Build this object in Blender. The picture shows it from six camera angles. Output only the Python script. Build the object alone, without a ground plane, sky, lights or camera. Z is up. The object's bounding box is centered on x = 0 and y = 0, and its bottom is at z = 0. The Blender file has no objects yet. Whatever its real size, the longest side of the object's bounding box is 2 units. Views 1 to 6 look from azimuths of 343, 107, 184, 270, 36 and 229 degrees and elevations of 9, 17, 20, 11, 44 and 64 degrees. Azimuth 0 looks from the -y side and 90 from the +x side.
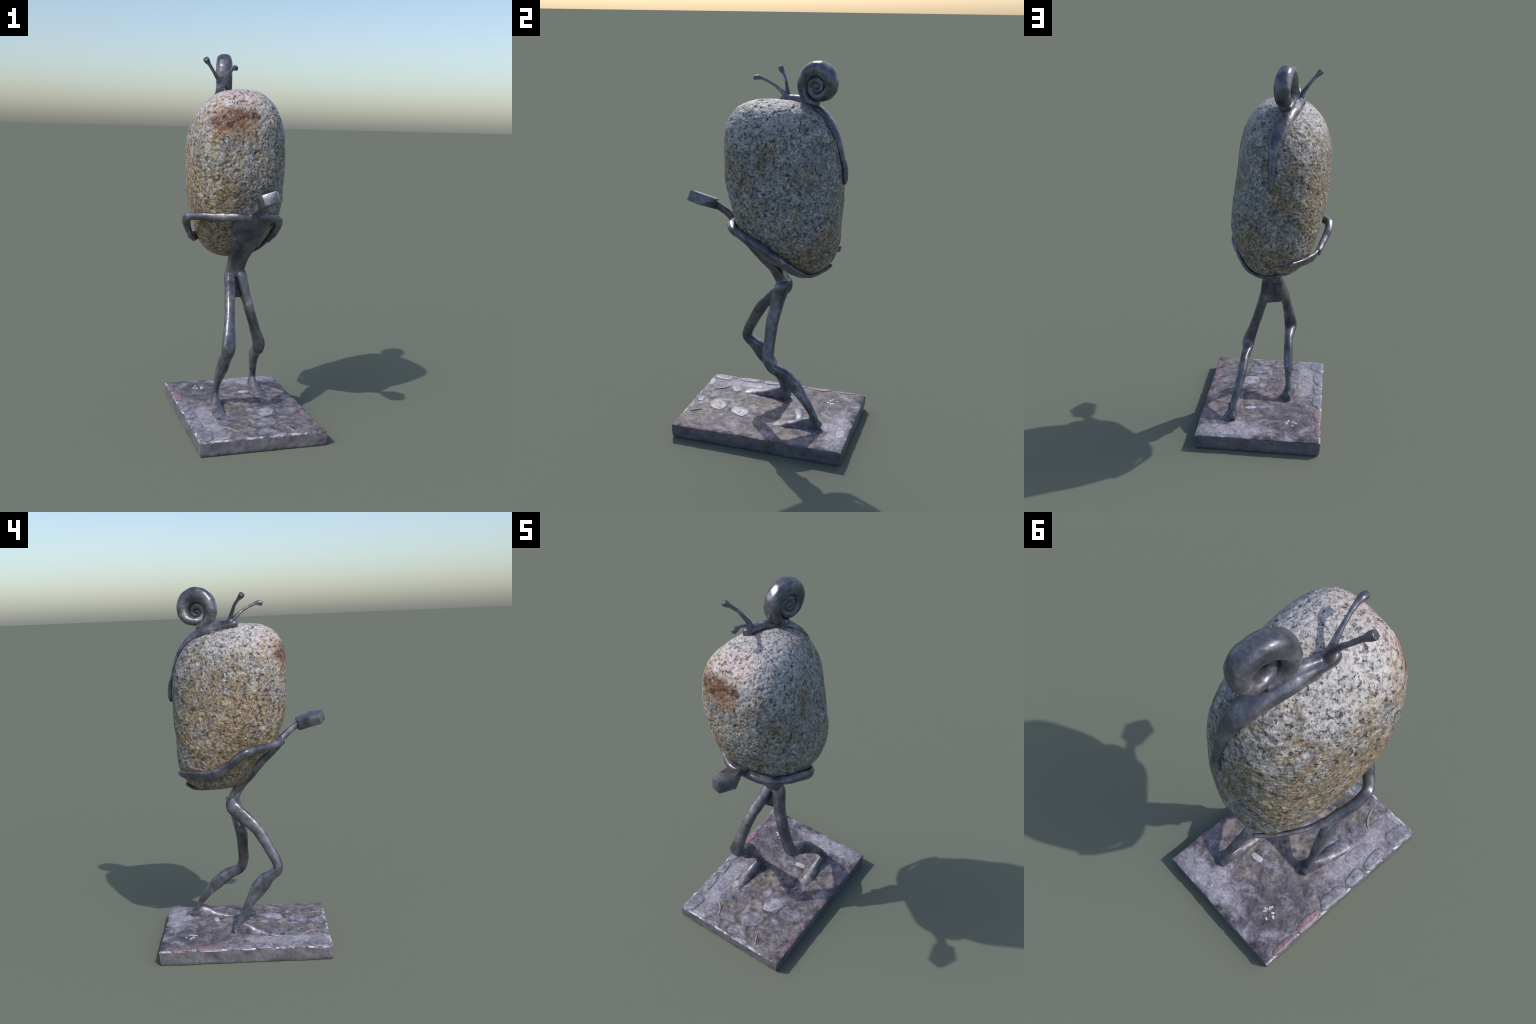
"""Garden sculpture: a forged steel walker leans back and carries a big granite
boulder in its arms, a steel snail creeps over the boulder, all on a stone slab."""
import bpy, bmesh, math, random
import numpy as np
from mathutils import Vector, noise, Matrix
from mathutils.bvhtree import BVHTree
from mathutils.kdtree import KDTree

rng = random.Random(7)
X0, X1, Y0, Y1 = -0.338, 0.338, -0.468, 0.477      # outline of the slab
scene = bpy.context.scene

# ------------------------------------------------------------------ helpers
def catmull(vals, per):
    """Catmull-Rom resampling of a list of equal-length tuples."""
    v = np.array(vals, float)
    e = np.vstack([2 * v[0] - v[1], v, 2 * v[-1] - v[-2]])
    out = []
    for i in range(1, len(e) - 2):
        for k in range(per):
            t = k / per
            p0, p1, p2, p3 = e[i - 1], e[i], e[i + 1], e[i + 2]
            out.append(0.5 * (2 * p1 + (p2 - p0) * t + (2 * p0 - 5 * p1 + 4 * p2 - p3) * t * t
                              + (3 * p1 - p0 - 3 * p2 + p3) * t ** 3))
    out.append(v[-1])
    return np.array(out)

def make_object(name, verts, faces, smooth=True):
    me = bpy.data.meshes.new(name)
    me.from_pydata([tuple(map(float, v)) for v in verts], [], faces)
    me.update()
    bm = bmesh.new(); bm.from_mesh(me)
    bmesh.ops.recalc_face_normals(bm, faces=bm.faces)
    bm.to_mesh(me); bm.free()
    if smooth:
        me.polygons.foreach_set("use_smooth", [True] * len(me.polygons))
    ob = bpy.data.objects.new(name, me)
    scene.collection.objects.link(ob)
    return ob

def loft(stations, side=(1, 0, 0), n=24, power=2.6, per=6, side_fn=None):
    """Tube through stations (x, y, z, half width along `side`, half depth).
    Cross-section is a superellipse.  Returns verts, faces, spine points."""
    s = catmull(stations, per)
    P = s[:, :3]; W = np.maximum(s[:, 3], 1e-4); D = np.maximum(s[:, 4], 1e-4)
    T = np.gradient(P, axis=0)
    verts, faces = [], []
    e = 2.0 / power
    ang = [2 * math.pi * k / n for k in range(n)]
    sec = [(math.copysign(abs(math.cos(a)) ** e, math.cos(a)),
            math.copysign(abs(math.sin(a)) ** e, math.sin(a))) for a in ang]
    for i in range(len(P)):
        t = Vector(T[i]).normalized()
        if side_fn:
            d = side_fn(Vector(P[i]))            # wanted depth direction
            d = (d - t * d.dot(t)).normalized(); x = d.cross(t).normalized()
        else:
            x = Vector(side); x = (x - t * x.dot(t)).normalized(); d = t.cross(x)
        c = Vector(P[i])
        for a, b in sec:
            verts.append(c + x * (a * W[i]) + d * (b * D[i]))
    m = len(P)
    for i in range(m - 1):
        for k in range(n):
            k2 = (k + 1) % n
            faces.append((i * n + k, i * n + k2, (i + 1) * n + k2, (i + 1) * n + k))
    faces.append(tuple(range(n - 1, -1, -1)))
    faces.append(tuple((m - 1) * n + k for k in range(n)))
    return verts, faces, P

def apply_mods(ob):
    dg = bpy.context.evaluated_depsgraph_get()
    me = bpy.data.meshes.new_from_object(ob.evaluated_get(dg))
    old = ob.data; ob.modifiers.clear(); ob.data = me
    bpy.data.meshes.remove(old)

def fuse(pieces, voxel, smooth_iter=4):
    """Weld overlapping lofts into one skin; returns (object, label lookup)."""
    V, F, tags, pts = [], [], [], []
    for tag, (v, f, spine) in pieces:
        o = len(V); V += list(v); F += [tuple(i + o for i in q) for q in f]
        for p in v: pts.append((Vector(p), tag))
    ob = make_object("fused", V, F)
    r = ob.modifiers.new("r", "REMESH"); r.mode = "VOXEL"; r.voxel_size = voxel; r.use_smooth_shade = True
    if smooth_iter:
        s = ob.modifiers.new("s", "SMOOTH"); s.factor = 0.5; s.iterations = smooth_iter
    apply_mods(ob)
    kd = KDTree(len(pts))
    for i, (p, t) in enumerate(pts): kd.insert(p, i)
    kd.balance()
    return ob, (lambda p: pts[kd.find(p)[1]][1])

def roughen(ob, amp, scale, seed=0.0, facets=0.0):
    """Hammer marks: low noise plus optional flat-ish facets."""
    me = ob.data
    off = Vector((seed, seed * 1.7, -seed))
    nrm = [v.normal.copy() for v in me.vertices]
    for v, nn in zip(me.vertices, nrm):
        d = amp * noise.noise(v.co * scale + off)
        if facets:
            dist, _ = noise.voronoi(v.co * scale * 0.9 + off)
            d += facets * (dist[0] - 0.35)
        v.co += nn * d
    me.update()

def split_by_region(ob, label, names, material):
    """Cut one skin into named meshes whose border vertices and normals coincide."""
    me = ob.data
    vn = [v.normal.copy() for v in me.vertices]
    groups = {}
    for p in me.polygons:
        groups.setdefault(label(p.center), []).append(p)
    res = {}
    for tag, polys in groups.items():
        remap, verts, faces = {}, [], []
        for p in polys:
            f = []
            for i in p.vertices:
                if i not in remap:
                    remap[i] = len(verts); verts.append(i)
                f.append(remap[i])
            faces.append(f)
        m2 = bpy.data.meshes.new(names[tag])
        m2.from_pydata([tuple(me.vertices[i].co) for i in verts], [], faces)
        m2.polygons.foreach_set("use_smooth", [True] * len(m2.polygons))
        m2.update()
        m2.normals_split_custom_set_from_vertices([tuple(vn[i]) for i in verts])
        m2.materials.append(material)
        o2 = bpy.data.objects.new(names[tag], m2)
        scene.collection.objects.link(o2)
        res[tag] = o2
    bpy.data.objects.remove(ob)
    return res

# ---------------------------------------------------------------- materials
class Nodes:
    def __init__(self, name):
        self.mat = bpy.data.materials.new(name); self.mat.use_nodes = True
        self.nt = self.mat.node_tree; self.nt.nodes.clear()
        self.out = self.add("ShaderNodeOutputMaterial")
        self.bsdf = self.add("ShaderNodeBsdfPrincipled")
        self.link(self.bsdf.outputs[0], self.out.inputs[0])
        self.co = self.add("ShaderNodeTexCoord").outputs["Object"]
    def add(self, kind, **kw):
        n = self.nt.nodes.new(kind)
        for k, v in kw.items(): setattr(n, k, v)
        return n
    def link(self, a, b): self.nt.links.new(a, b)
    def noise(self, scale, detail=3, rough=0.55, vec=None, dist=0.0):
        n = self.add("ShaderNodeTexNoise")
        n.inputs["Scale"].default_value = scale; n.inputs["Detail"].default_value = detail
        n.inputs["Roughness"].default_value = rough; n.inputs["Distortion"].default_value = dist
        self.link(vec or self.co, n.inputs["Vector"]); return n.outputs["Fac"]
    def voronoi(self, scale, feature="F1", vec=None, out="Distance", rnd=1.0):
        n = self.add("ShaderNodeTexVoronoi", feature=feature)
        n.inputs["Scale"].default_value = scale; n.inputs["Randomness"].default_value = rnd
        self.link(vec or self.co, n.inputs["Vector"]); return n.outputs[out]
    def shift(self, v, scale=(1, 1, 1)):
        n = self.add("ShaderNodeMapping"); n.inputs["Location"].default_value = v
        n.inputs["Scale"].default_value = scale
        self.link(self.co, n.inputs["Vector"]); return n.outputs[0]
    def ramp(self, fac, stops):
        n = self.add("ShaderNodeValToRGB"); el = n.color_ramp.elements
        while len(el) < len(stops): el.new(0.5)
        for e, (p, c) in zip(el, stops):
            e.position = p; e.color = (c, c, c, 1) if isinstance(c, (int, float)) else (*c, 1)
        self.link(fac, n.inputs[0]); return n.outputs[0]
    def mix(self, fac, a, b, blend="MIX"):
        n = self.add("ShaderNodeMix", data_type="RGBA", blend_type=blend)
        for sock, v in ((n.inputs[0], fac), (n.inputs[6], a), (n.inputs[7], b)):
            if hasattr(v, "is_output"): self.link(v, sock)
            elif isinstance(v, (int, float)): sock.default_value = v
            else: sock.default_value = (*v, 1)
        return n.outputs[2]
    def math(self, op, a, b=0.0, clamp=False):
        n = self.add("ShaderNodeMath", operation=op, use_clamp=clamp)
        for sock, v in ((n.inputs[0], a), (n.inputs[1], b)):
            if hasattr(v, "is_output"): self.link(v, sock)
            else: sock.default_value = v
        return n.outputs[0]
    def blob(self, centre, radii, wobble=0.35, wscale=14):
        """1 inside an ellipsoid round `centre`, falling to 0, with a ragged rim."""
        m = self.shift(tuple(-c / r for c, r in zip(centre, radii)), tuple(1 / r for r in radii))
        ln = self.add("ShaderNodeVectorMath", operation="LENGTH"); self.link(m, ln.inputs[0])
        w = self.math("MULTIPLY", self.math("SUBTRACT", self.noise(wscale, 4), 0.5), wobble * 4)
        d = self.math("ADD", ln.outputs["Value"], w)
        return self.math("SUBTRACT", 1.6, d, clamp=True)
    def bump(self, height, strength, dist=0.01, normal=None):
        n = self.add("ShaderNodeBump"); n.inputs["Strength"].default_value = strength
        n.inputs["Distance"].default_value = dist; self.link(height, n.inputs["Height"])
        if normal: self.link(normal, n.inputs["Normal"])
        return n.outputs[0]
    def set(self, **kw):
        for k, v in kw.items():
            s = self.bsdf.inputs[k.replace("_", " ")]
            if hasattr(v, "is_output"): self.link(v, s)
            elif isinstance(v, tuple): s.default_value = (*v, 1)
            else: s.default_value = v
        return self.mat

def steel_material(dust=False):
    N = Nodes("dusty_steel" if dust else "forged_steel")
    big = N.ramp(N.noise(13, 5, 0.6), [(0.34, (0.080, 0.082, 0.102)), (0.5, (0.150, 0.151, 0.180)), (0.62, (0.220, 0.218, 0.252)), (0.74, (0.40, 0.39, 0.435))])
    fine = N.ramp(N.noise(80, 4, 0.65), [(0.34, 0.55), (0.6, 1.05)])
    col = N.mix(0.6, big, fine, "MULTIPLY")
    warm = N.ramp(N.noise(7, 3, vec=N.shift((3, 1, 5))), [(0.58, 0.0), (0.75, 1.0)])
    col = N.mix(N.math("MULTIPLY", warm, 0.3), col, (0.17, 0.13, 0.105))
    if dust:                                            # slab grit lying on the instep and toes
        sep = N.add("ShaderNodeSeparateXYZ"); N.link(N.co, sep.inputs[0])
        low = N.ramp(N.math("MULTIPLY", sep.outputs["Z"], 5.0), [(0.50, 1.0), (0.72, 0.0)])
        grit = N.ramp(N.noise(26, 6, 0.7), [(0.36, (0.075, 0.068, 0.078)), (0.5, (0.18, 0.165, 0.185)), (0.64, (0.33, 0.31, 0.355))])
        col = N.mix(N.math("MULTIPLY", low, N.ramp(N.noise(18, 4), [(0.32, 0.2), (0.52, 0.95)])), col, grit)
    rough = N.ramp(N.noise(28, 4), [(0.3, 0.55 if dust else 0.22), (0.7, 0.44)])
    b = N.bump(N.noise(38, 4, 0.5), 0.35, 0.004)
    return N.set(Base_Color=col, Metallic=0.6, Roughness=rough, Normal=b, Specular_IOR_Level=0.6)

def granite_material():
    N = Nodes("weathered_granite")
    warp = N.add("ShaderNodeMix", data_type="VECTOR"); warp.inputs[0].default_value = 0.012
    nz = N.add("ShaderNodeTexNoise"); nz.inputs["Scale"].default_value = 38; N.link(N.co, nz.inputs["Vector"])
    N.link(N.co, warp.inputs[4]); N.link(nz.outputs["Color"], warp.inputs[5])
    W = warp.outputs[1]
    grain = N.noise(58, 6, 0.72, vec=W)
    fine = N.noise(115, 4, 0.7)
    g2 = N.math("ADD", N.math("MULTIPLY", grain, 0.6), N.math("MULTIPLY", fine, 0.4))
    cool = N.ramp(g2, [(0.37, (0.060, 0.058, 0.060)), (0.45, (0.205, 0.202, 0.204)), (0.53, (0.37, 0.362, 0.360)), (0.62, (0.64, 0.625, 0.61))])
    warm = N.ramp(g2, [(0.36, (0.060, 0.041, 0.022)), (0.45, (0.185, 0.130, 0.070)), (0.53, (0.325, 0.245, 0.145)), (0.64, (0.56, 0.47, 0.35))])
    # ochre weathering: patches everywhere, mostly on one flank and below
    patch = N.math("ADD", N.math("MULTIPLY", N.noise(8, 5, 0.65), 0.5), N.math("MULTIPLY", N.noise(27, 5, 0.7, vec=N.shift((2, 5, 1))), 0.5))
    flank = N.math("MAXIMUM", N.blob((-0.36, 0.05, 1.22), (0.28, 0.40, 0.36), 0.25, 6), N.blob((-0.08, 0.10, 0.94), (0.34, 0.40, 0.22), 0.25, 6))
    tan = N.ramp(N.math("ADD", patch, N.math("MULTIPLY", flank, 0.105)), [(0.49, 0.0), (0.61, 0.9)])
    col = N.mix(tan, cool, warm)
    col = N.mix(0.9, col, N.ramp(N.noise(19, 5, 0.7, vec=N.shift((8, 4, 4))), [(0.34, 0.52), (0.62, 1.12)]), "MULTIPLY")
    # pale crown and rim, with a pink blush
    crown = N.blob((-0.05, -0.13, 1.80), (0.26, 0.26, 0.16), 0.4, 12)
    col = N.mix(N.math("MULTIPLY", crown, N.ramp(g2, [(0.40, 0.0), (0.50, 0.75)])), col, (0.56, 0.535, 0.545))
    pink = N.blob((-0.08, -0.19, 1.765), (0.10, 0.08, 0.05), 0.6, 26)
    col = N.mix(N.math("MULTIPLY", pink, 0.25), col, (0.58, 0.33, 0.28))
    # rust stain, smeared, with an orange fringe
    halo = N.blob((-0.14, -0.27, 1.640), (0.14, 0.14, 0.075), 0.75, 17)
    frc = N.ramp(g2, [(0.38, (0.09, 0.04, 0.016)), (0.6, (0.46, 0.24, 0.10))])
    col = N.mix(N.ramp(halo, [(0.15, 0.0), (0.85, 0.7)]), col, frc)
    rust = N.math("MAXIMUM", N.blob((-0.165, -0.27, 1.640), (0.075, 0.12, 0.040), 0.7, 24), N.blob((-0.105, -0.27, 1.672), (0.085, 0.12, 0.026), 0.7, 24))
    rc = N.ramp(N.noise(42, 5, 0.65), [(0.38, (0.018, 0.009, 0.009)), (0.5, (0.060, 0.021, 0.017)), (0.64, (0.22, 0.080, 0.030))])
    col = N.mix(N.ramp(N.math("MULTIPLY", rust, N.ramp(N.noise(34, 5, 0.7, vec=N.shift((6, 6, 6))), [(0.36, 0.35), (0.52, 1.0)])), [(0.05, 0.0), (0.95, 0.9)]), col, rc)
    # orange flecks
    fl = N.ramp(N.voronoi(24, vec=N.shift((2, 2, 9))), [(0.12, 1.0), (0.2, 0.0)])
    sel = N.ramp(N.noise(9, 2, vec=N.shift((9, 1, 1))), [(0.56, 0.0), (0.62, 1.0)])
    col = N.mix(N.math("MULTIPLY", N.math("MULTIPLY", fl, sel), 0.6), col, (0.32, 0.13, 0.05))
    # black mica and open pits
    pit = N.ramp(N.noise(55, 2.5, 0.55), [(0.585, 0.0), (0.655, 1.0)])
    some = N.ramp(N.noise(24, 4, 0.6, vec=N.shift((5, 5, 1))), [(0.40, 0.15), (0.52, 1.0)])
    pit = N.math("MULTIPLY", pit, some)
    mica = N.ramp(N.noise(70, 4, 0.6, vec=N.shift((7, 3, 3))), [(0.575, 0.0), (0.66, 1.0)])
    dark = N.math("MAXIMUM", N.math("MULTIPLY", pit, 0.95), N.math("MULTIPLY", mica, 0.4))
    col = N.mix(N.math("MULTIPLY", dark, 0.88), col, (0.026, 0.024, 0.023))
    h = N.math("SUBTRACT", N.math("ADD", N.math("MULTIPLY", g2, 0.9), N.math("MULTIPLY", N.noise(46, 4, 0.6, vec=N.shift((4, 9, 4))), 0.55)), N.math("MULTIPLY", dark, 0.9))
    return N.set(Base_Color=col, Roughness=N.ramp(grain, [(0.3, 0.6), (0.7, 0.36)]),
                 Normal=N.bump(h, 0.85, 0.008), Specular_IOR_Level=0.5)

def slab_material():
    N = Nodes("weathered_slab")
    m = N.noise(12, 8, 0.70, dist=0.5)
    col = N.ramp(m, [(0.37, (0.034, 0.031, 0.040)), (0.45, (0.088, 0.080, 0.096)), (0.52, (0.165, 0.153, 0.182)), (0.58, (0.270, 0.256, 0.308)), (0.68, (0.45, 0.435, 0.52))])
    gravel = N.ramp(N.voronoi(34, feature="SMOOTH_F1", vec=N.shift((3, 3, 3))), [(0.08, (0.060, 0.052, 0.056)), (0.35, (0.150, 0.128, 0.125)), (0.62, (0.30, 0.255, 0.235))])
    mid = N.blob((0.05, -0.03, 0.08), (0.27, 0.40, 0.2), 0.5, 7)
    col = N.mix(N.math("MULTIPLY", mid, N.ramp(N.noise(6, 4, vec=N.shift((1, 6, 2))), [(0.4, 0.05), (0.56, 0.85)])), col, gravel)
    dk = N.blob((-0.15, 0.24, 0.08), (0.12, 0.18, 0.2), 0.6, 9)
    col = N.mix(N.math("MULTIPLY", dk, 0.5), col, (0.080, 0.074, 0.090))
    edge = N.math("MAXIMUM", N.blob((-0.23, -0.20, 0.08), (0.06, 0.17, 0.2), 0.6, 14), N.blob((0.14, 0.42, 0.08), (0.16, 0.05, 0.2), 0.6, 14))
    col = N.mix(N.math("MULTIPLY", edge, 0.7), col, (0.38, 0.365, 0.43))
    gr = N.ramp(N.noise(75, 6, 0.75), [(0.34, 0.45), (0.62, 1.2)])
    col = N.mix(0.85, col, gr, "MULTIPLY")
    red = N.math("MULTIPLY", N.blob((0.34, -0.1, 0.08), (0.06, 0.5, 0.1), 0.5, 9), N.ramp(N.noise(13, 3), [(0.46, 0.0), (0.58, 0.5)]))
    col = N.mix(red, col, (0.25, 0.125, 0.14))
    # specular edge highlight painted near-white along the two sunward arrises
    sep = N.add("ShaderNodeSeparateXYZ"); N.link(N.co, sep.inputs[0])
    rim = N.math("MAXIMUM", N.math("LESS_THAN", sep.outputs["X"], X0 + 0.013), N.math("LESS_THAN", sep.outputs["Y"], Y0 + 0.013))
    rim = N.math("MULTIPLY", rim, N.math("GREATER_THAN", sep.outputs["Z"], 0.068))
    col = N.mix(N.math("MULTIPLY", rim, N.ramp(N.noise(16, 5, 0.7), [(0.48, 0.0), (0.58, 0.85)])), col, (0.60, 0.585, 0.65))
    fl = N.ramp(N.voronoi(55, vec=N.shift((2, 2, 2))), [(0.07, 1.0), (0.14, 0.0)])
    col = N.mix(N.math("MULTIPLY", fl, N.ramp(N.noise(8, 2), [(0.5, 0.0), (0.6, 0.8)])), col, (0.46, 0.48, 0.55))
    h = N.math("ADD", m, N.math("MULTIPLY", N.noise(60, 5, 0.65), 0.6))
    return N.set(Base_Color=col, Roughness=N.ramp(N.noise(18, 4), [(0.32, 0.5), (0.66, 0.75)]),
                 Normal=N.bump(h, 0.6, 0.008), Specular_IOR_Level=0.35)

def simple_stone(name, lo, hi, scale=60, rough=0.45):
    N = Nodes(name)
    inf = N.add("ShaderNodeObjectInfo")
    col = N.ramp(N.noise(scale, 5, 0.7), [(0.3, lo), (0.7, hi)])
    j = N.ramp(inf.outputs["Random"], [(0.0, 0.75), (1.0, 1.15)])
    return N.set(Base_Color=N.mix(1.0, col, j, "MULTIPLY"), Roughness=rough,
                 Normal=N.bump(N.noise(scale * 1.2, 4), 0.4, 0.004))

STEEL = steel_material(); DUSTY = steel_material(True); GRANITE = granite_material(); SLAB = slab_material()
COBBLE = simple_stone("blue_grey_cobble", (0.070, 0.070, 0.090), (0.29, 0.29, 0.35), 40)
RED_COBBLE = simple_stone("reddish_cobble", (0.10, 0.062, 0.078), (0.29, 0.185, 0.215))
PALE = simple_stone("pale_mortar", (0.090, 0.084, 0.102), (0.40, 0.385, 0.455), 30)
WHITE = simple_stone("white_pebble", (0.36, 0.36, 0.39), (0.72, 0.72, 0.75), 30, 0.35)
SAWN = simple_stone("dark_cut_edge", (0.070, 0.066, 0.080), (0.185, 0.177, 0.205), 14, 0.42)
JOINT = simple_stone("dark_joint", (0.035, 0.033, 0.042), (0.12, 0.115, 0.14))
TWIG = simple_stone("dry_stalk", (0.16, 0.145, 0.14), (0.34, 0.32, 0.31))

root = bpy.data.objects.new("boulder_carrier_sculpture", None)
scene.collection.objects.link(root)
root["label"] = "dark forged steel figure carrying granite boulder with snail"
root["category"] = "garden sculpture"
def adopt(ob, parent=None):
    ob.parent = parent or root
    return ob

# ------------------------------------------------------------------ boulder
# cross-sections from bottom to top: centre x, centre y, half width x, half width y
SECTIONS = [(-0.032, 0.148, 0.222, 0.278), (-0.038, 0.108, 0.233, 0.282), (-0.042, 0.071, 0.246, 0.287),
            (-0.053, 0.0445, 0.251, 0.301), (-0.059, 0.024, 0.250, 0.311), (-0.063, 0.009, 0.2485, 0.317),
            (-0.061, -0.0125, 0.248, 0.327), (-0.050, -0.0455, 0.241, 0.342)]
Z_BOTTOM, Z_TOP, END_POWER, RING_POWER = 0.9102, 1.8075, 2.569, 2.361

def hermite(v, s):
    v = np.array(v); k = np.linspace(-1, 1, len(v)); h = k[1] - k[0]
    m = np.gradient(v, k); i = np.clip(np.searchsorted(k, s) - 1, 0, len(v) - 2); u = (s - k[i]) / h
    return ((2 * u**3 - 3 * u**2 + 1) * v[i] + (u**3 - 2 * u**2 + u) * h * m[i]
            + (3 * u**2 - 2 * u**3) * v[i + 1] + (u**3 - u**2) * h * m[i + 1])

def boulder_surface(nlat, nlon):
    lat = np.linspace(-1, 1, nlat) * math.pi / 2
    s = np.sin(lat); th = np.linspace(0, 2 * math.pi, nlon, endpoint=False)
    z = (Z_BOTTOM + Z_TOP) / 2 + (Z_TOP - Z_BOTTOM) / 2 * s
    prof = np.maximum(1 - np.abs(s) ** END_POWER, 0) ** (1 / END_POWER)
    cx, cy, rx, ry = (hermite([q[i] for q in SECTIONS], s) for i in range(4))
    c, sn = np.cos(th), np.sin(th); e = 2 / RING_POWER
    bx = np.sign(c) * np.abs(c) ** e; by = np.sign(sn) * np.abs(sn) ** e
    S = s[:, None]
    w = (1 + (0.0202 + 0.0207 * S) * np.sin(2 * th) + (-0.0048 - 0.0458 * S) * np.cos(3 * th)
         + (-0.0302 - 0.0567 * S) * np.sin(3 * th))
    X = cx[:, None] + (rx * prof)[:, None] * bx * w
    Y = cy[:, None] + (ry * prof)[:, None] * by * w
    return np.stack([X, Y, z[:, None] + 0 * X], -1)

# broad swellings and flats of the field stone: centre, spread, height
LUMPS = [((-0.21, 0.24, 1.60), 0.12, 0.025), ((0.12, 0.24, 1.72), 0.08, -0.016), ((0.17, -0.14, 1.58), 0.09, 0.009),
         ((-0.12, -0.27, 1.50), 0.10, -0.008), ((-0.21, 0.02, 1.02), 0.07, 0.018), ((0.11, -0.19, 1.12), 0.08, 0.020),
         ((-0.13, 0.30, 1.06), 0.06, -0.003), ((0.13, 0.27, 1.04), 0.06, -0.010), ((0.10, -0.26, 1.36), 0.07, 0.007),
         ((-0.02, 0.34, 1.22), 0.07, -0.008), ((-0.12, -0.12, 1.04), 0.055, -0.040), ((-0.18, 0.12, 0.98), 0.06, 0.014),
         ((0.20, 0.04, 1.20), 0.06, -0.009), ((0.15, 0.26, 1.18), 0.08, 0.010), ((0.20, 0.04, 1.42), 0.07, -0.009), ((-0.20, 0.18, 1.72), 0.06, 0.008)]

def build_boulder():
    nlat, nlon = 120, 160
    G = boulder_surface(nlat, nlon)
    verts = [tuple(G[0].mean(0))] + [tuple(p) for r in G[1:-1] for p in r] + [tuple(G[-1].mean(0))]
    faces = []
    last = len(verts) - 1
    for k in range(nlon):
        k2 = (k + 1) % nlon
        faces.append((0, 1 + k2, 1 + k))
        b = 1 + (nlat - 3) * nlon
        faces.append((last, b + k, b + k2))
        for i in range(nlat - 3):
            a = 1 + i * nlon
            faces.append((a + k, a + k2, a + nlon + k2, a + nlon + k))
    ob = make_object("granite_boulder", verts, faces)
    r = ob.modifiers.new("r", "REMESH"); r.mode = "VOXEL"; r.voxel_size = 0.0037; r.use_smooth_shade = True
    s = ob.modifiers.new("s", "SMOOTH"); s.factor = 0.5; s.iterations = 8
    apply_mods(ob)
    me = ob.data
    nrm = [v.normal.copy() for v in me.vertices]
    for v, nn in zip(me.vertices, nrm):
        v.co += nn * sum(amp * math.exp(-(v.co - Vector(c)).length_squared / (2 * sig * sig)) for c, sig, amp in LUMPS)
    me.update()
    guide = BVHTree.FromPolygons([v.co.copy() for v in me.vertices], [tuple(p.vertices) for p in me.polygons])
    nrm = [v.normal.copy() for v in me.vertices]
    for v, nn in zip(me.vertices, nrm):
        p = v.co
        d = 0.005 * noise.noise(p * 6.0) + 0.0026 * noise.noise(p * 22.0)
        g = noise.noise(p * 52.0 + Vector((3, 1, 2)))
        d -= 0.010 * max(0.0, g - 0.20)            # weathered pits
        d += 0.0016 * noise.noise(p * 95.0)
        v.co = p + nn * d
    me.update()
    me.materials.append(GRANITE)
    return adopt(ob), guide

boulder, BVH = build_boulder()
def boulder_normal(p): return BVH.find_nearest(p)[1]
def on_boulder(p): return BVH.find_nearest(Vector(p))[0]

# ------------------------------------------------------------------- walker
def leg_right():
    return [(-0.010, 0.044, 0.850, 0.024, 0.024), (0.001, 0.042, 0.815, 0.029, 0.036), (0.016, 0.026, 0.727, 0.027, 0.036),
            (0.044, 0.009, 0.623, 0.026, 0.033), (0.076, 0.004, 0.512, 0.027, 0.030), (0.100, 0.006, 0.440, 0.034, 0.029),
            (0.106, 0.032, 0.392, 0.029, 0.030), (0.112, 0.092, 0.364, 0.024, 0.035), (0.120, 0.160, 0.312, 0.025, 0.037),
            (0.137, 0.228, 0.237, 0.021, 0.023), (0.151, 0.272, 0.178, 0.018, 0.019), (0.153, 0.288, 0.130, 0.018, 0.024),
            (0.153, 0.293, 0.085, 0.019, 0.027)]
def leg_left():
    return [(-0.056, 0.050, 0.852, 0.024, 0.026), (-0.062, 0.047, 0.805, 0.029, 0.040), (-0.074, -0.010, 0.748, 0.028, 0.037),
            (-0.093, -0.079, 0.680, 0.026, 0.033), (-0.107, -0.132, 0.594, 0.027, 0.031), (-0.120, -0.175, 0.512, 0.033, 0.028),
            (-0.127, -0.189, 0.455, 0.036, 0.026), (-0.122, -0.148, 0.418, 0.027, 0.032), (-0.121, -0.112, 0.388, 0.024, 0.043),
            (-0.124, -0.072, 0.338, 0.026, 0.043), (-0.129, -0.030, 0.275, 0.025, 0.028), (-0.133, 0.014, 0.206, 0.016, 0.017),
            (-0.137, 0.034, 0.154, 0.017, 0.022), (-0.137, 0.042, 0.085, 0.019, 0.028)]
FOOT_L = [(-0.137, 0.070, 0.100, 0.017, 0.030), (-0.138, 0.036, 0.106, 0.020, 0.050), (-0.142, -0.004, 0.100, 0.023, 0.046),
          (-0.148, -0.050, 0.092, 0.029, 0.034), (-0.154, -0.110, 0.087, 0.035, 0.023), (-0.157, -0.165, 0.083, 0.038, 0.014), (-0.158, -0.212, 0.081, 0.030, 0.006)]
FOOT_R = [(0.153, 0.324, 0.098, 0.017, 0.028), (0.153, 0.290, 0.104, 0.020, 0.048), (0.152, 0.246, 0.100, 0.022, 0.044),
          (0.153, 0.200, 0.092, 0.028, 0.033), (0.156, 0.145, 0.087, 0.033, 0.023), (0.159, 0.102, 0.083, 0.034, 0.014), (0.161, 0.060, 0.081, 0.027, 0.006)]
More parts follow.
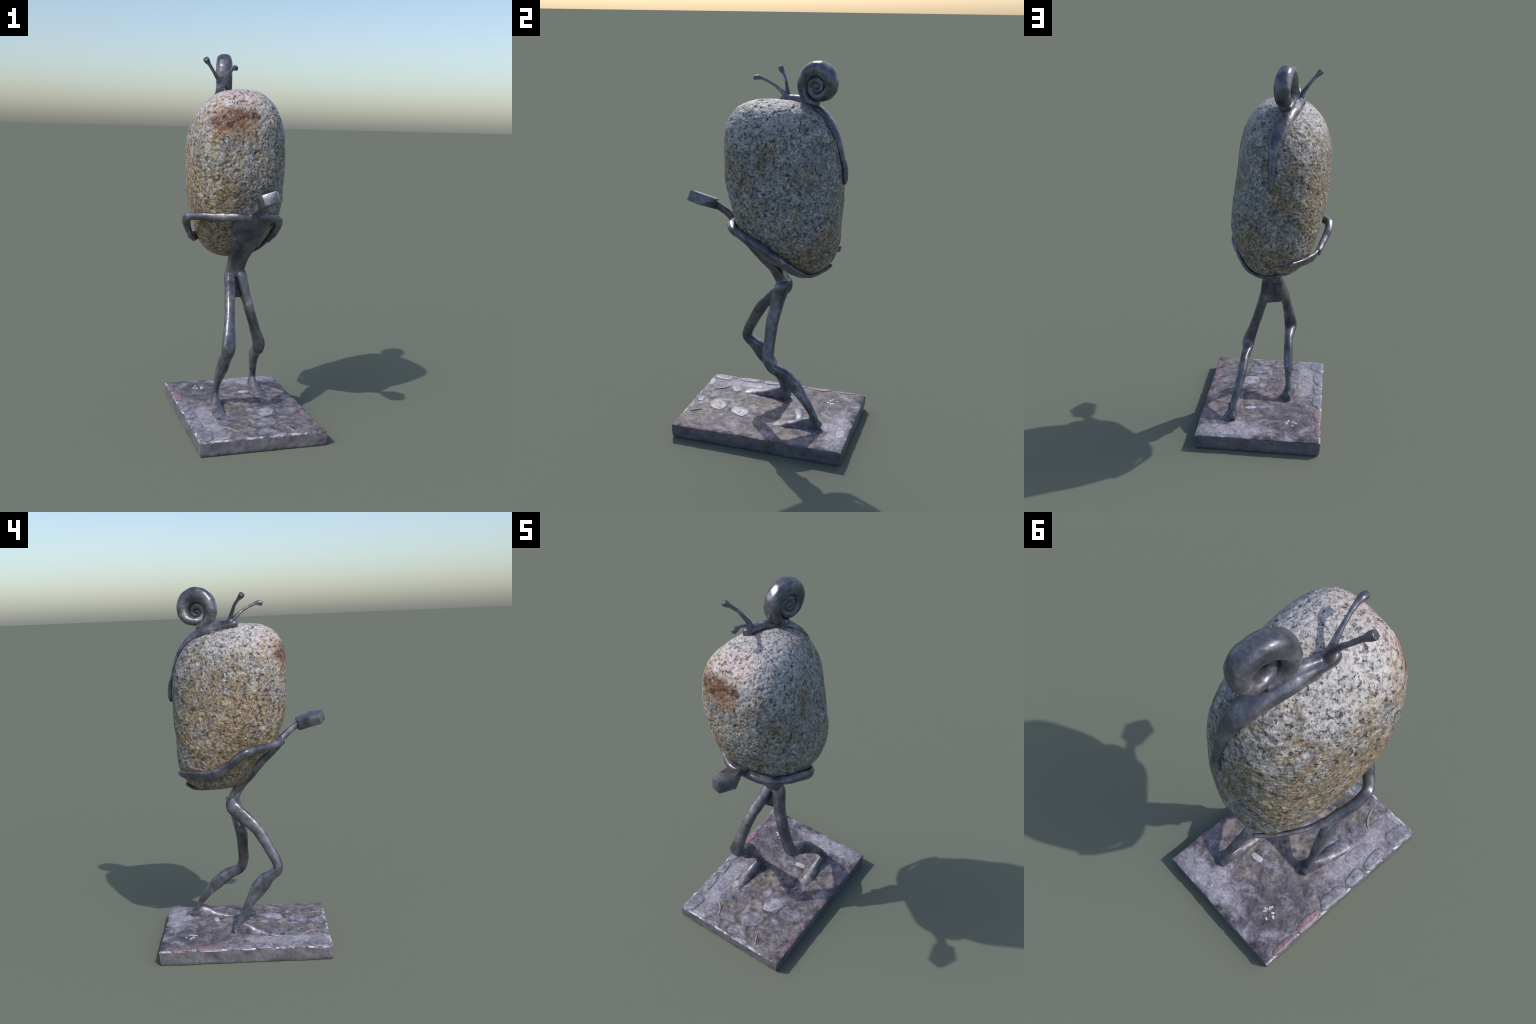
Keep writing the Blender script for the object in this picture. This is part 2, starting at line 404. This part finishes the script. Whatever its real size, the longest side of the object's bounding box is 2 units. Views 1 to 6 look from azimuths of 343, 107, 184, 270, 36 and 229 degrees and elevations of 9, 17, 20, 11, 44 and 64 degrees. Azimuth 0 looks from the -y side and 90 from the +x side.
WEB = [(-0.032, 0.050, 0.850, 0.045, 0.030), (-0.033, 0.052, 0.800, 0.045, 0.022), (-0.034, 0.042, 0.745, 0.048, 0.015),
       (-0.033, 0.028, 0.692, 0.056, 0.012)]
TORSO = [(-0.033, 0.050, 0.810, 0.046, 0.030), (-0.033, 0.036, 0.862, 0.047, 0.029), (-0.027, 0.001, 0.923, 0.054, 0.026),
         (-0.019, -0.062, 0.990, 0.067, 0.025), (-0.016, -0.100, 1.035, 0.077, 0.024), (-0.021, -0.165, 1.100, 0.091, 0.023),
         (-0.018, -0.205, 1.140, 0.092, 0.022), (-0.014, -0.222, 1.158, 0.080, 0.020)]
NECK = [(-0.022, -0.205, 1.140, 0.040, 0.022), (-0.016, -0.240, 1.178, 0.024, 0.020), (-0.006, -0.288, 1.218, 0.019, 0.018),
        (0.004, -0.345, 1.255, 0.021, 0.019)]
ARM_L = [(-0.010, -0.224, 1.160, 0.021, 0.022), (-0.096, -0.226, 1.165, 0.021, 0.023), (-0.198, -0.148, 1.159, 0.022, 0.023),
         (-0.286, -0.076, 1.155, 0.022, 0.022), (-0.322, -0.038, 1.147, 0.022, 0.019)]
FORE_L = [(-0.310, -0.054, 1.153, 0.021, 0.019), (-0.321, -0.030, 1.145, 0.022, 0.020), (-0.316, 0.010, 1.116, 0.022, 0.020),
          (-0.302, 0.045, 1.088, 0.022, 0.019), (-0.286, 0.086, 1.058, 0.024, 0.017), (-0.268, 0.130, 1.030, 0.027, 0.014)]
HAND_L = [(-0.276, 0.112, 1.038, 0.024, 0.012), (-0.258, 0.155, 1.016, 0.029, 0.010), (-0.222, 0.215, 1.014, 0.027, 0.009),
          (-0.180, 0.278, 1.016, 0.024, 0.009), (-0.150, 0.316, 1.020, 0.020, 0.009), (-0.140, 0.332, 1.026, 0.013, 0.008)]
ARM_R = [(-0.030, -0.222, 1.158, 0.020, 0.020), (0.030, -0.224, 1.159, 0.020, 0.021), (0.078, -0.212, 1.155, 0.020, 0.021),
         (0.122, -0.186, 1.145, 0.021, 0.021), (0.150, -0.140, 1.128, 0.021, 0.020)]
FORE_R = [(0.140, -0.158, 1.136, 0.021, 0.021), (0.158, -0.112, 1.118, 0.023, 0.022), (0.174, -0.056, 1.094, 0.024, 0.022),
          (0.184, 0.000, 1.066, 0.024, 0.022), (0.186, 0.046, 1.034, 0.024, 0.021), (0.168, 0.088, 0.998, 0.025, 0.017)]
HAND_R = [(0.188, 0.070, 1.018, 0.022, 0.012), (0.150, 0.125, 0.964, 0.027, 0.012), (0.110, 0.162, 0.930, 0.030, 0.011),
          (0.060, 0.190, 0.904, 0.030, 0.010), (0.005, 0.212, 0.900, 0.028, 0.009), (-0.046, 0.262, 0.920, 0.022, 0.009),
          (-0.076, 0.302, 0.944, 0.012, 0.008)]

def hug(stations, pull, keep=0):
    """Draw the strap-like forearm and hand in against the boulder."""
    out = []
    for i, (x, y, z, w, d) in enumerate(stations):
        p = Vector((x, y, z)); q = on_boulder(p); q = q + boulder_normal(q) * (d * 0.8)
        p = p.lerp(q, 0.0 if i < keep else pull)
        out.append((p.x, p.y, p.z, w, d))
    return out
FORE_R = hug(FORE_R, 0.5, 1); HAND_R = hug(HAND_R, 0.6); HAND_L = hug(HAND_L, 0.3)

pieces = [("leg_r", loft(leg_right(), power=2.8)), ("leg_l", loft(leg_left(), power=2.8)),
          ("foot_l", loft(FOOT_L, power=2.3)), ("foot_r", loft(FOOT_R, power=2.3)),
          ("torso", loft(WEB, side=(0.96, 0.28, 0), power=4)), ("torso", loft(TORSO, power=5)),
          ("neck", loft(NECK, power=3.2)),
          ("arm_l", loft(ARM_L, side=(0, 0, 1), power=2.6)), ("arm_l", loft(FORE_L, side_fn=boulder_normal, power=3)),
          ("hand_l", loft(HAND_L, side_fn=boulder_normal, power=4)),
          ("arm_r", loft(ARM_R, side=(0, 0, 1), power=2.6)), ("arm_r", loft(FORE_R, side_fn=boulder_normal, power=3)),
          ("hand_r", loft(HAND_R, side_fn=boulder_normal, power=4))]
skin, label = fuse(pieces, 0.0032, 3)
roughen(skin, 0.0022, 22.0, 2.0, facets=0.0016)
parts = split_by_region(skin, label, {"leg_r": "leg", "leg_l": "leg", "foot_l": "foot", "foot_r": "foot", "torso": "torso",
                        "neck": "neck", "arm_l": "arm", "arm_r": "arm", "hand_l": "hand", "hand_r": "hand"}, STEEL)
for k in ("torso", "neck", "arm_l", "arm_r", "leg_l", "leg_r"): adopt(parts[k])
for h, a in (("hand_l", "arm_l"), ("hand_r", "arm_r"), ("foot_l", "leg_l"), ("foot_r", "leg_r")): adopt(parts[h], parts[a])
for h in ("foot_l", "foot_r"): parts[h].data.materials[0] = DUSTY

def build_head():
    """Cut-off square bar with a blunt front: convex block through its ridge points."""
    top = [(-0.040, -0.436, 1.292), (0.021, -0.466, 1.316), (0.055, -0.398, 1.308), (0.030, -0.318, 1.280), (-0.042, -0.330, 1.266)]
    drop = [(0.012, -0.024, -0.048), (0.013, -0.018, -0.054), (0.016, -0.008, -0.058), (0.000, -0.002, -0.056), (0.022, -0.006, -0.056)]
    bm = bmesh.new()
    mid = Vector((0.012, -0.400, 1.268))
    for t, d in zip(top, drop):
        for p in (Vector(t), Vector(t) + Vector(d)):
            bm.verts.new(mid + (p - mid) * 1.02)
    r = bmesh.ops.convex_hull(bm, input=bm.verts)
    bmesh.ops.dissolve_limit(bm, angle_limit=0.2, verts=bm.verts, edges=bm.edges)
    bmesh.ops.bevel(bm, geom=list(bm.edges), offset=0.005, segments=2, affect="EDGES", profile=0.6)
    bmesh.ops.triangulate(bm, faces=bm.faces)
    bmesh.ops.recalc_face_normals(bm, faces=bm.faces)
    me = bpy.data.meshes.new("head"); bm.to_mesh(me); bm.free()
    me.shade_smooth()
    me.set_sharp_from_angle(angle=math.radians(35))
    me.materials.append(STEEL)
    ob = bpy.data.objects.new("head", me); scene.collection.objects.link(ob)
    return adopt(ob)
build_head()

# -------------------------------------------------------------------- snail
def build_snail():
    # sole of the foot laid on the boulder: x, y, z, half width, height above the stone
    sole = [(-0.143, -0.022, 1.795, 0.014, 0.030), (-0.140, 0.000, 1.790, 0.023, 0.040), (-0.128, 0.045, 1.775, 0.023, 0.034),
            (-0.113, 0.090, 1.760, 0.027, 0.034), (-0.096, 0.140, 1.742, 0.033, 0.034), (-0.078, 0.190, 1.716, 0.037, 0.034),
            (-0.058, 0.238, 1.682, 0.037, 0.028), (-0.042, 0.277, 1.640, 0.033, 0.024), (-0.033, 0.300, 1.595, 0.024, 0.020),
            (-0.030, 0.312, 1.540, 0.018, 0.018), (-0.029, 0.320, 1.480, 0.015, 0.020), (-0.027, 0.330, 1.430, 0.012, 0.020),
            (-0.026, 0.345, 1.398, 0.004, 0.008)]
    st = []
    for x, y, z, w, h in sole:
        p = on_boulder((x, y, z)); nn = boulder_normal(p)
        lift = 0.010 if z < 1.5 else 0.0
        c = p + nn * (h * 0.10 + lift)
        st.append((c.x, c.y, c.z, w, h * 0.80))
    body = loft(st, side_fn=boulder_normal, power=2.1, n=28)
    lip = loft([(s[0], s[1], s[2], s[3] * 1.15, 0.006) for s in
                [(*(on_boulder(q[:3]) + boulder_normal(Vector(q[:3])) * (0.012 if q[2] < 1.5 else 0.002)), q[3]) for q in sole[2:]]],
               side_fn=boulder_normal, power=2.0, n=24)
    horn_l = loft([(-0.140, 0.022, 1.800, 0.020, 0.020), (-0.147, 0.012, 1.842, 0.013, 0.013), (-0.166, 0.002, 1.872, 0.0095, 0.0095),
                   (-0.188, -0.010, 1.901, 0.0085, 0.0085), (-0.212, -0.030, 1.928, 0.0095, 0.0095), (-0.226, -0.043, 1.942, 0.0145, 0.0145),
                   (-0.236, -0.052, 1.953, 0.0155, 0.0155)], side=(0, 1, 0), n=16, power=2.2)
    horn_r = loft([(-0.138, 0.015, 1.800, 0.018, 0.018), (-0.131, -0.010, 1.838, 0.012, 0.012), (-0.123, -0.042, 1.866, 0.0085, 0.0085),
                   (-0.115, -0.076, 1.887, 0.0075, 0.0075), (-0.109, -0.110, 1.903, 0.0085, 0.0085), (-0.106, -0.136, 1.908, 0.0135, 0.0135),
                   (-0.105, -0.156, 1.903, 0.0125, 0.0125)], side=(1, 0, 0), n=16, power=2.2)
    saddle = loft([(-0.138, 0.004, 1.804, 0.021, 0.021), (-0.126, 0.048, 1.803, 0.021, 0.023), (-0.111, 0.090, 1.800, 0.024, 0.027),
                   (-0.095, 0.130, 1.784, 0.029, 0.030), (-0.078, 0.185, 1.752, 0.026, 0.024)], side=(1, 0, 0), power=2.2)
    ob, lab = fuse([("body", body), ("body", lip), ("body", saddle), ("horn_l", horn_l), ("horn_r", horn_r)], 0.0024, 3)
    roughen(ob, 0.0012, 40, 5.0, facets=0.0008)
    p = split_by_region(ob, lab, {"body": "snail_body", "horn_l": "eye_stalk", "horn_r": "eye_stalk"}, STEEL)
    adopt(p["body"]); adopt(p["horn_l"], p["body"]); adopt(p["horn_r"], p["body"])

    # coiled shell: outer reach from the coil axis every quarter turn, from the
    # mouth (below) forward, up, back and round again
    reach = [0.098, 0.1135, 0.128, 0.098, 0.068, 0.057, 0.0525, 0.040, 0.028, 0.023, 0.019, 0.014, 0.010, 0.007]
    centre = Vector((-0.074, 0.198, 1.874))
    fwd = Vector((-0.22, -0.975, 0)).normalized(); up = Vector((0, 0, 1)); axis = Vector((0.975, -0.22, 0)).normalized()
    per = 14
    R = catmull([(r,) for r in reach], per)[:, 0]
    n = 22; V = []; F = []
    m = len(R) - 2 * per
    for i in range(m):
        phi = i / per * math.pi / 2
        outer = R[i]; inner = R[i + 4 * per] * 0.94 if i + 4 * per < len(R) else -0.002
        rc = (outer + inner) / 2; rr = (outer - inner) / 2 * 1.06
        q = i / per                                       # quarter turns from the mouth
        fall = min(1.0, max(0.0, (q - 3.4) / 1.8)); fall = fall * fall * (3 - 2 * fall)
        half = 0.0415 * (1 - 0.58 * fall)
        if q > 5.2: half = 0.0174 * (outer / R[int(5.2 * per)]) ** 0.8
        if q < 1: half *= 0.84 + 0.16 * q
        ax = 0.0415 - half - 0.010 * fall
        d = fwd * math.sin(phi) - up * math.cos(phi)
        c = centre + d * rc + axis * ax
        for k in range(n):
            a = 2 * math.pi * k / n; e = 2 / 2.3
            ca = math.copysign(abs(math.cos(a)) ** e, math.cos(a)); sa = math.copysign(abs(math.sin(a)) ** e, math.sin(a))
            V.append(c + d * (rr * ca) + axis * (half * sa))
    for i in range(m - 1):
        for k in range(n):
            F.append((i * n + k, i * n + (k + 1) % n, (i + 1) * n + (k + 1) % n, (i + 1) * n + k))
    F.append(tuple(range(n))); F.append(tuple((m - 1) * n + k for k in range(n)))
    o = len(V)                                           # closed core of the coil
    for r_, h_ in ((0.003, 0.030), (0.007, 0.028), (0.012, 0.022), (0.012, 0.014), (0.004, 0.010)):
        for k in range(n):
            a = 2 * math.pi * k / n
            V.append(centre + fwd * (r_ * math.cos(a)) + up * (r_ * math.sin(a)) + axis * h_)
    for i in range(4):
        for k in range(n):
            F.append((o + i * n + k, o + i * n + (k + 1) % n, o + (i + 1) * n + (k + 1) % n, o + (i + 1) * n + k))
    F.append(tuple(o + k for k in range(n))); F.append(tuple(o + 4 * n + k for k in range(n)))
    sh = make_object("snail_shell", V, F)
    sub = sh.modifiers.new("s", "SUBSURF"); sub.levels = 2; apply_mods(sh)
    sh.data.shade_smooth()
    roughen(sh, 0.0018, 28, 9.0, facets=0.0035)
    sh.data.materials.append(STEEL)
    adopt(sh, p["body"])
build_snail()

# --------------------------------------------------------------------- slab
ARRIS = 0.014
def slab_top(x, y):
    """Height of the worn upper face."""
    ex = min(x - X0, X1 - x); ey = min(y - Y0, Y1 - y); e = max(0.0, min(ex, ey))
    crown = 0.078 + 0.011 * (1 - math.exp(-e / 0.05)) + 0.004 * (y / 0.46)
    p = Vector((x, y, 0.0))
    return crown + 0.0030 * noise.noise(p * 9) + 0.0016 * noise.noise(p * 30 + Vector((5, 1, 0))) + 0.0008 * noise.noise(p * 80)

def build_slab():
    nx, ny, nz = 132, 184, 14
    bm = bmesh.new(); cache = {}
    def vert(i, j, k):
        key = (i, j, k)
        if key in cache: return cache[key]
        x = X0 + ARRIS + (X1 - X0 - 2 * ARRIS) * i / nx; y = Y0 + ARRIS + (Y1 - Y0 - 2 * ARRIS) * j / ny
        top = slab_top(x, y)
        z = top * (k / nz) ** 0.8
        p = Vector((x, y, z))
        if i in (0, nx) or j in (0, ny):
            # ragged sides, chipped and rounded arris
            q = Vector((x, y, 0))
            chip = max(0.0, noise.noise(q * 26 + Vector((2, 7, 1))) - 0.15) + max(0.0, noise.noise(q * 9) - 0.2)
            r = min(ARRIS, 0.007 + 0.012 * chip)
            g = r - (top - z)
            back = r - math.sqrt(max(0.0, r * r - g * g)) if g > 0 else 0.0
            if z < 0.008: back += 0.004 * (1 - z / 0.008)
            jag = 0.0035 * noise.noise(Vector((x * 14, y * 14, z * 20))) + 0.0022 * noise.noise(Vector((x * 45, y * 45, z * 45 + 3)))
            push = ARRIS - back - 0.003 + jag
            if k == nz: push = ARRIS - r - 0.003 + jag
            if i == 0: p.x -= push
            if i == nx: p.x += push
            if j == 0: p.y -= push
            if j == ny: p.y += push
            if k == nz: p.z -= 0.0015
        cache[key] = bm.verts.new(p); return cache[key]
    def quad(*q, slot=0): bm.faces.new([vert(*c) for c in q]).material_index = slot
    for i in range(nx):
        for j in range(ny):
            quad((i, j, nz), (i + 1, j, nz), (i + 1, j + 1, nz), (i, j + 1, nz))
            quad((i, j, 0), (i, j + 1, 0), (i + 1, j + 1, 0), (i + 1, j, 0))
    for k in range(nz):
        for i in range(nx):
            sl = 1 if k < nz - 2 else 0
            quad((i, 0, k), (i + 1, 0, k), (i + 1, 0, k + 1), (i, 0, k + 1), slot=sl)
            quad((i, ny, k), (i, ny, k + 1), (i + 1, ny, k + 1), (i + 1, ny, k), slot=sl)
        for j in range(ny):
            quad((0, j, k), (0, j, k + 1), (0, j + 1, k + 1), (0, j + 1, k), slot=sl)
            quad((nx, j, k), (nx, j + 1, k), (nx, j + 1, k + 1), (nx, j, k + 1), slot=sl)
    bmesh.ops.recalc_face_normals(bm, faces=bm.faces)
    me = bpy.data.meshes.new("stone_slab"); bm.to_mesh(me); bm.free()
    me.shade_smooth(); me.set_sharp_from_angle(angle=math.radians(50))
    me.materials.append(SLAB); me.materials.append(SAWN)
    ob = bpy.data.objects.new("stone_slab", me); scene.collection.objects.link(ob)
    return adopt(ob)
slab = build_slab()

# stones bedded in the slab: x, y, half length, half width, turn (degrees), rise, material
BEDDED = [(-0.292, -0.392, 0.072, 0.040, 80, 0.004, COBBLE, "cobble"), (-0.306, -0.228, 0.070, 0.032, 95, 0.004, COBBLE, "cobble"),
          (-0.309, -0.095, 0.052, 0.034, 95, 0.004, COBBLE, "cobble"), (-0.310, 0.045, 0.082, 0.034, 91, 0.005, COBBLE, "cobble"),
          (-0.318, 0.206, 0.074, 0.024, 92, 0.004, RED_COBBLE, "cobble"), (-0.323, 0.362, 0.070, 0.020, 92, 0.003, RED_COBBLE, "cobble"),
          (0.052, -0.305, 0.074, 0.050, 35, 0.003, PALE, "mortar_patch"), (0.100, -0.155, 0.062, 0.048, 60, 0.003, PALE, "mortar_patch"),
          (0.010, -0.425, 0.036, 0.026, 10, 0.003, COBBLE, "cobble"), (0.155, 0.432, 0.060, 0.026, 5, 0.002, PALE, "mortar_patch"),
          (-0.160, -0.265, 0.045, 0.032, 30, 0.003, COBBLE, "cobble"), (-0.232, -0.190, 0.034, 0.070, 0, 0.0015, PALE, "mortar_patch"),
          (-0.215, -0.440, 0.050, 0.014, 5, 0.002, PALE, "mortar_patch"), (0.070, 0.177, 0.036, 0.017, 10, 0.007, WHITE, "pebble"),
          (0.015, 0.160, 0.046, 0.020, 25, 0.003, COBBLE, "pebble")]
def bed_stone(x, y, a, b, deg, rise, mat, name, seed):
    """A low dome with an uneven outline, its rim just under the slab's skin."""
    nr, na = 9, 40; V = []; F = []; ca, sa = math.cos(math.radians(deg)), math.sin(math.radians(deg))
    V.append((x, y, slab_top(x, y) + rise))
    for r in range(1, nr + 1):
        t = r / nr
        for k in range(na):
            w = 2 * math.pi * k / na
            o = 1 + 0.24 * noise.noise(Vector((math.cos(w) * 1.3, math.sin(w) * 1.3, seed)))
            lx = a * t * o * math.copysign(abs(math.cos(w)) ** 0.8, math.cos(w)); ly = b * t * o * math.copysign(abs(math.sin(w)) ** 0.8, math.sin(w))
            px = x + lx * ca - ly * sa; py = y + lx * sa + ly * ca
            px = max(X0 + 0.004, min(X1 - 0.004, px)); py = max(Y0 + 0.004, min(Y1 - 0.004, py))
            h = rise * math.sqrt(max(0.0, 1 - t ** 4)) - (0.005 if r == nr else 0.0)
            over = max(0.0, X0 + 0.014 - px, py - Y1 + 0.014, Y0 + 0.014 - py)      # follow the rounded arris
            V.append((px, py, slab_top(px, py) + h + 0.0006 * noise.noise(Vector((px * 70, py * 70, 1))) - over * over * 40))
    for k in range(na):
        F.append((0, 1 + k, 1 + (k + 1) % na))
        for r in range(nr - 1):
            p0 = 1 + r * na
            F.append((p0 + k, p0 + na + k, p0 + na + (k + 1) % na, p0 + (k + 1) % na))
    ob = make_object(name, V, F); ob.data.materials.append(mat)
    if name in ("cobble", "mortar_patch"):                 # dark joint round the stone
        ob.data.materials.append(JOINT)
        rim = 1 + (nr - 2) * na
        for p in ob.data.polygons:
            if min(p.vertices) >= rim: p.material_index = 1
    return adopt(ob, slab)
for n_, args in enumerate(BEDDED): bed_stone(*args, seed=n_ * 3.7)

def stalk(points):
    st = [(x, y, slab_top(x, y) + 0.0015, r, r * 0.7) for x, y, r in points]
    v, f, _ = loft(st, side=(0.6, 0.5, 0.1), n=10, per=5)
    ob = make_object("dry_stalk", v, f); ob.data.materials.append(TWIG); return adopt(ob, slab)
stalk([(-0.190, -0.308, 0.002), (-0.165, -0.322, 0.0045), (-0.143, -0.345, 0.005), (-0.126, -0.375, 0.0045), (-0.118, -0.395, 0.002)])
stalk([(0.138, -0.368, 0.002), (0.148, -0.392, 0.0045), (0.160, -0.415, 0.0045), (0.170, -0.434, 0.002)])
# ring of pale flakes
for k in range(9):
    w = 2 * math.pi * (k + rng.uniform(-0.6, 0.6)) / 9; r = rng.uniform(0.018, 0.040)
    if k in (2, 5): continue
    bed_stone(-0.165 + r * math.cos(w), 0.312 + r * 0.85 * math.sin(w), rng.uniform(0.007, 0.014), rng.uniform(0.004, 0.006),
              math.degrees(w) + rng.uniform(-30, 90), 0.002, WHITE, "pale_flake", 50 + k)

root.location = (0, 0, 0)
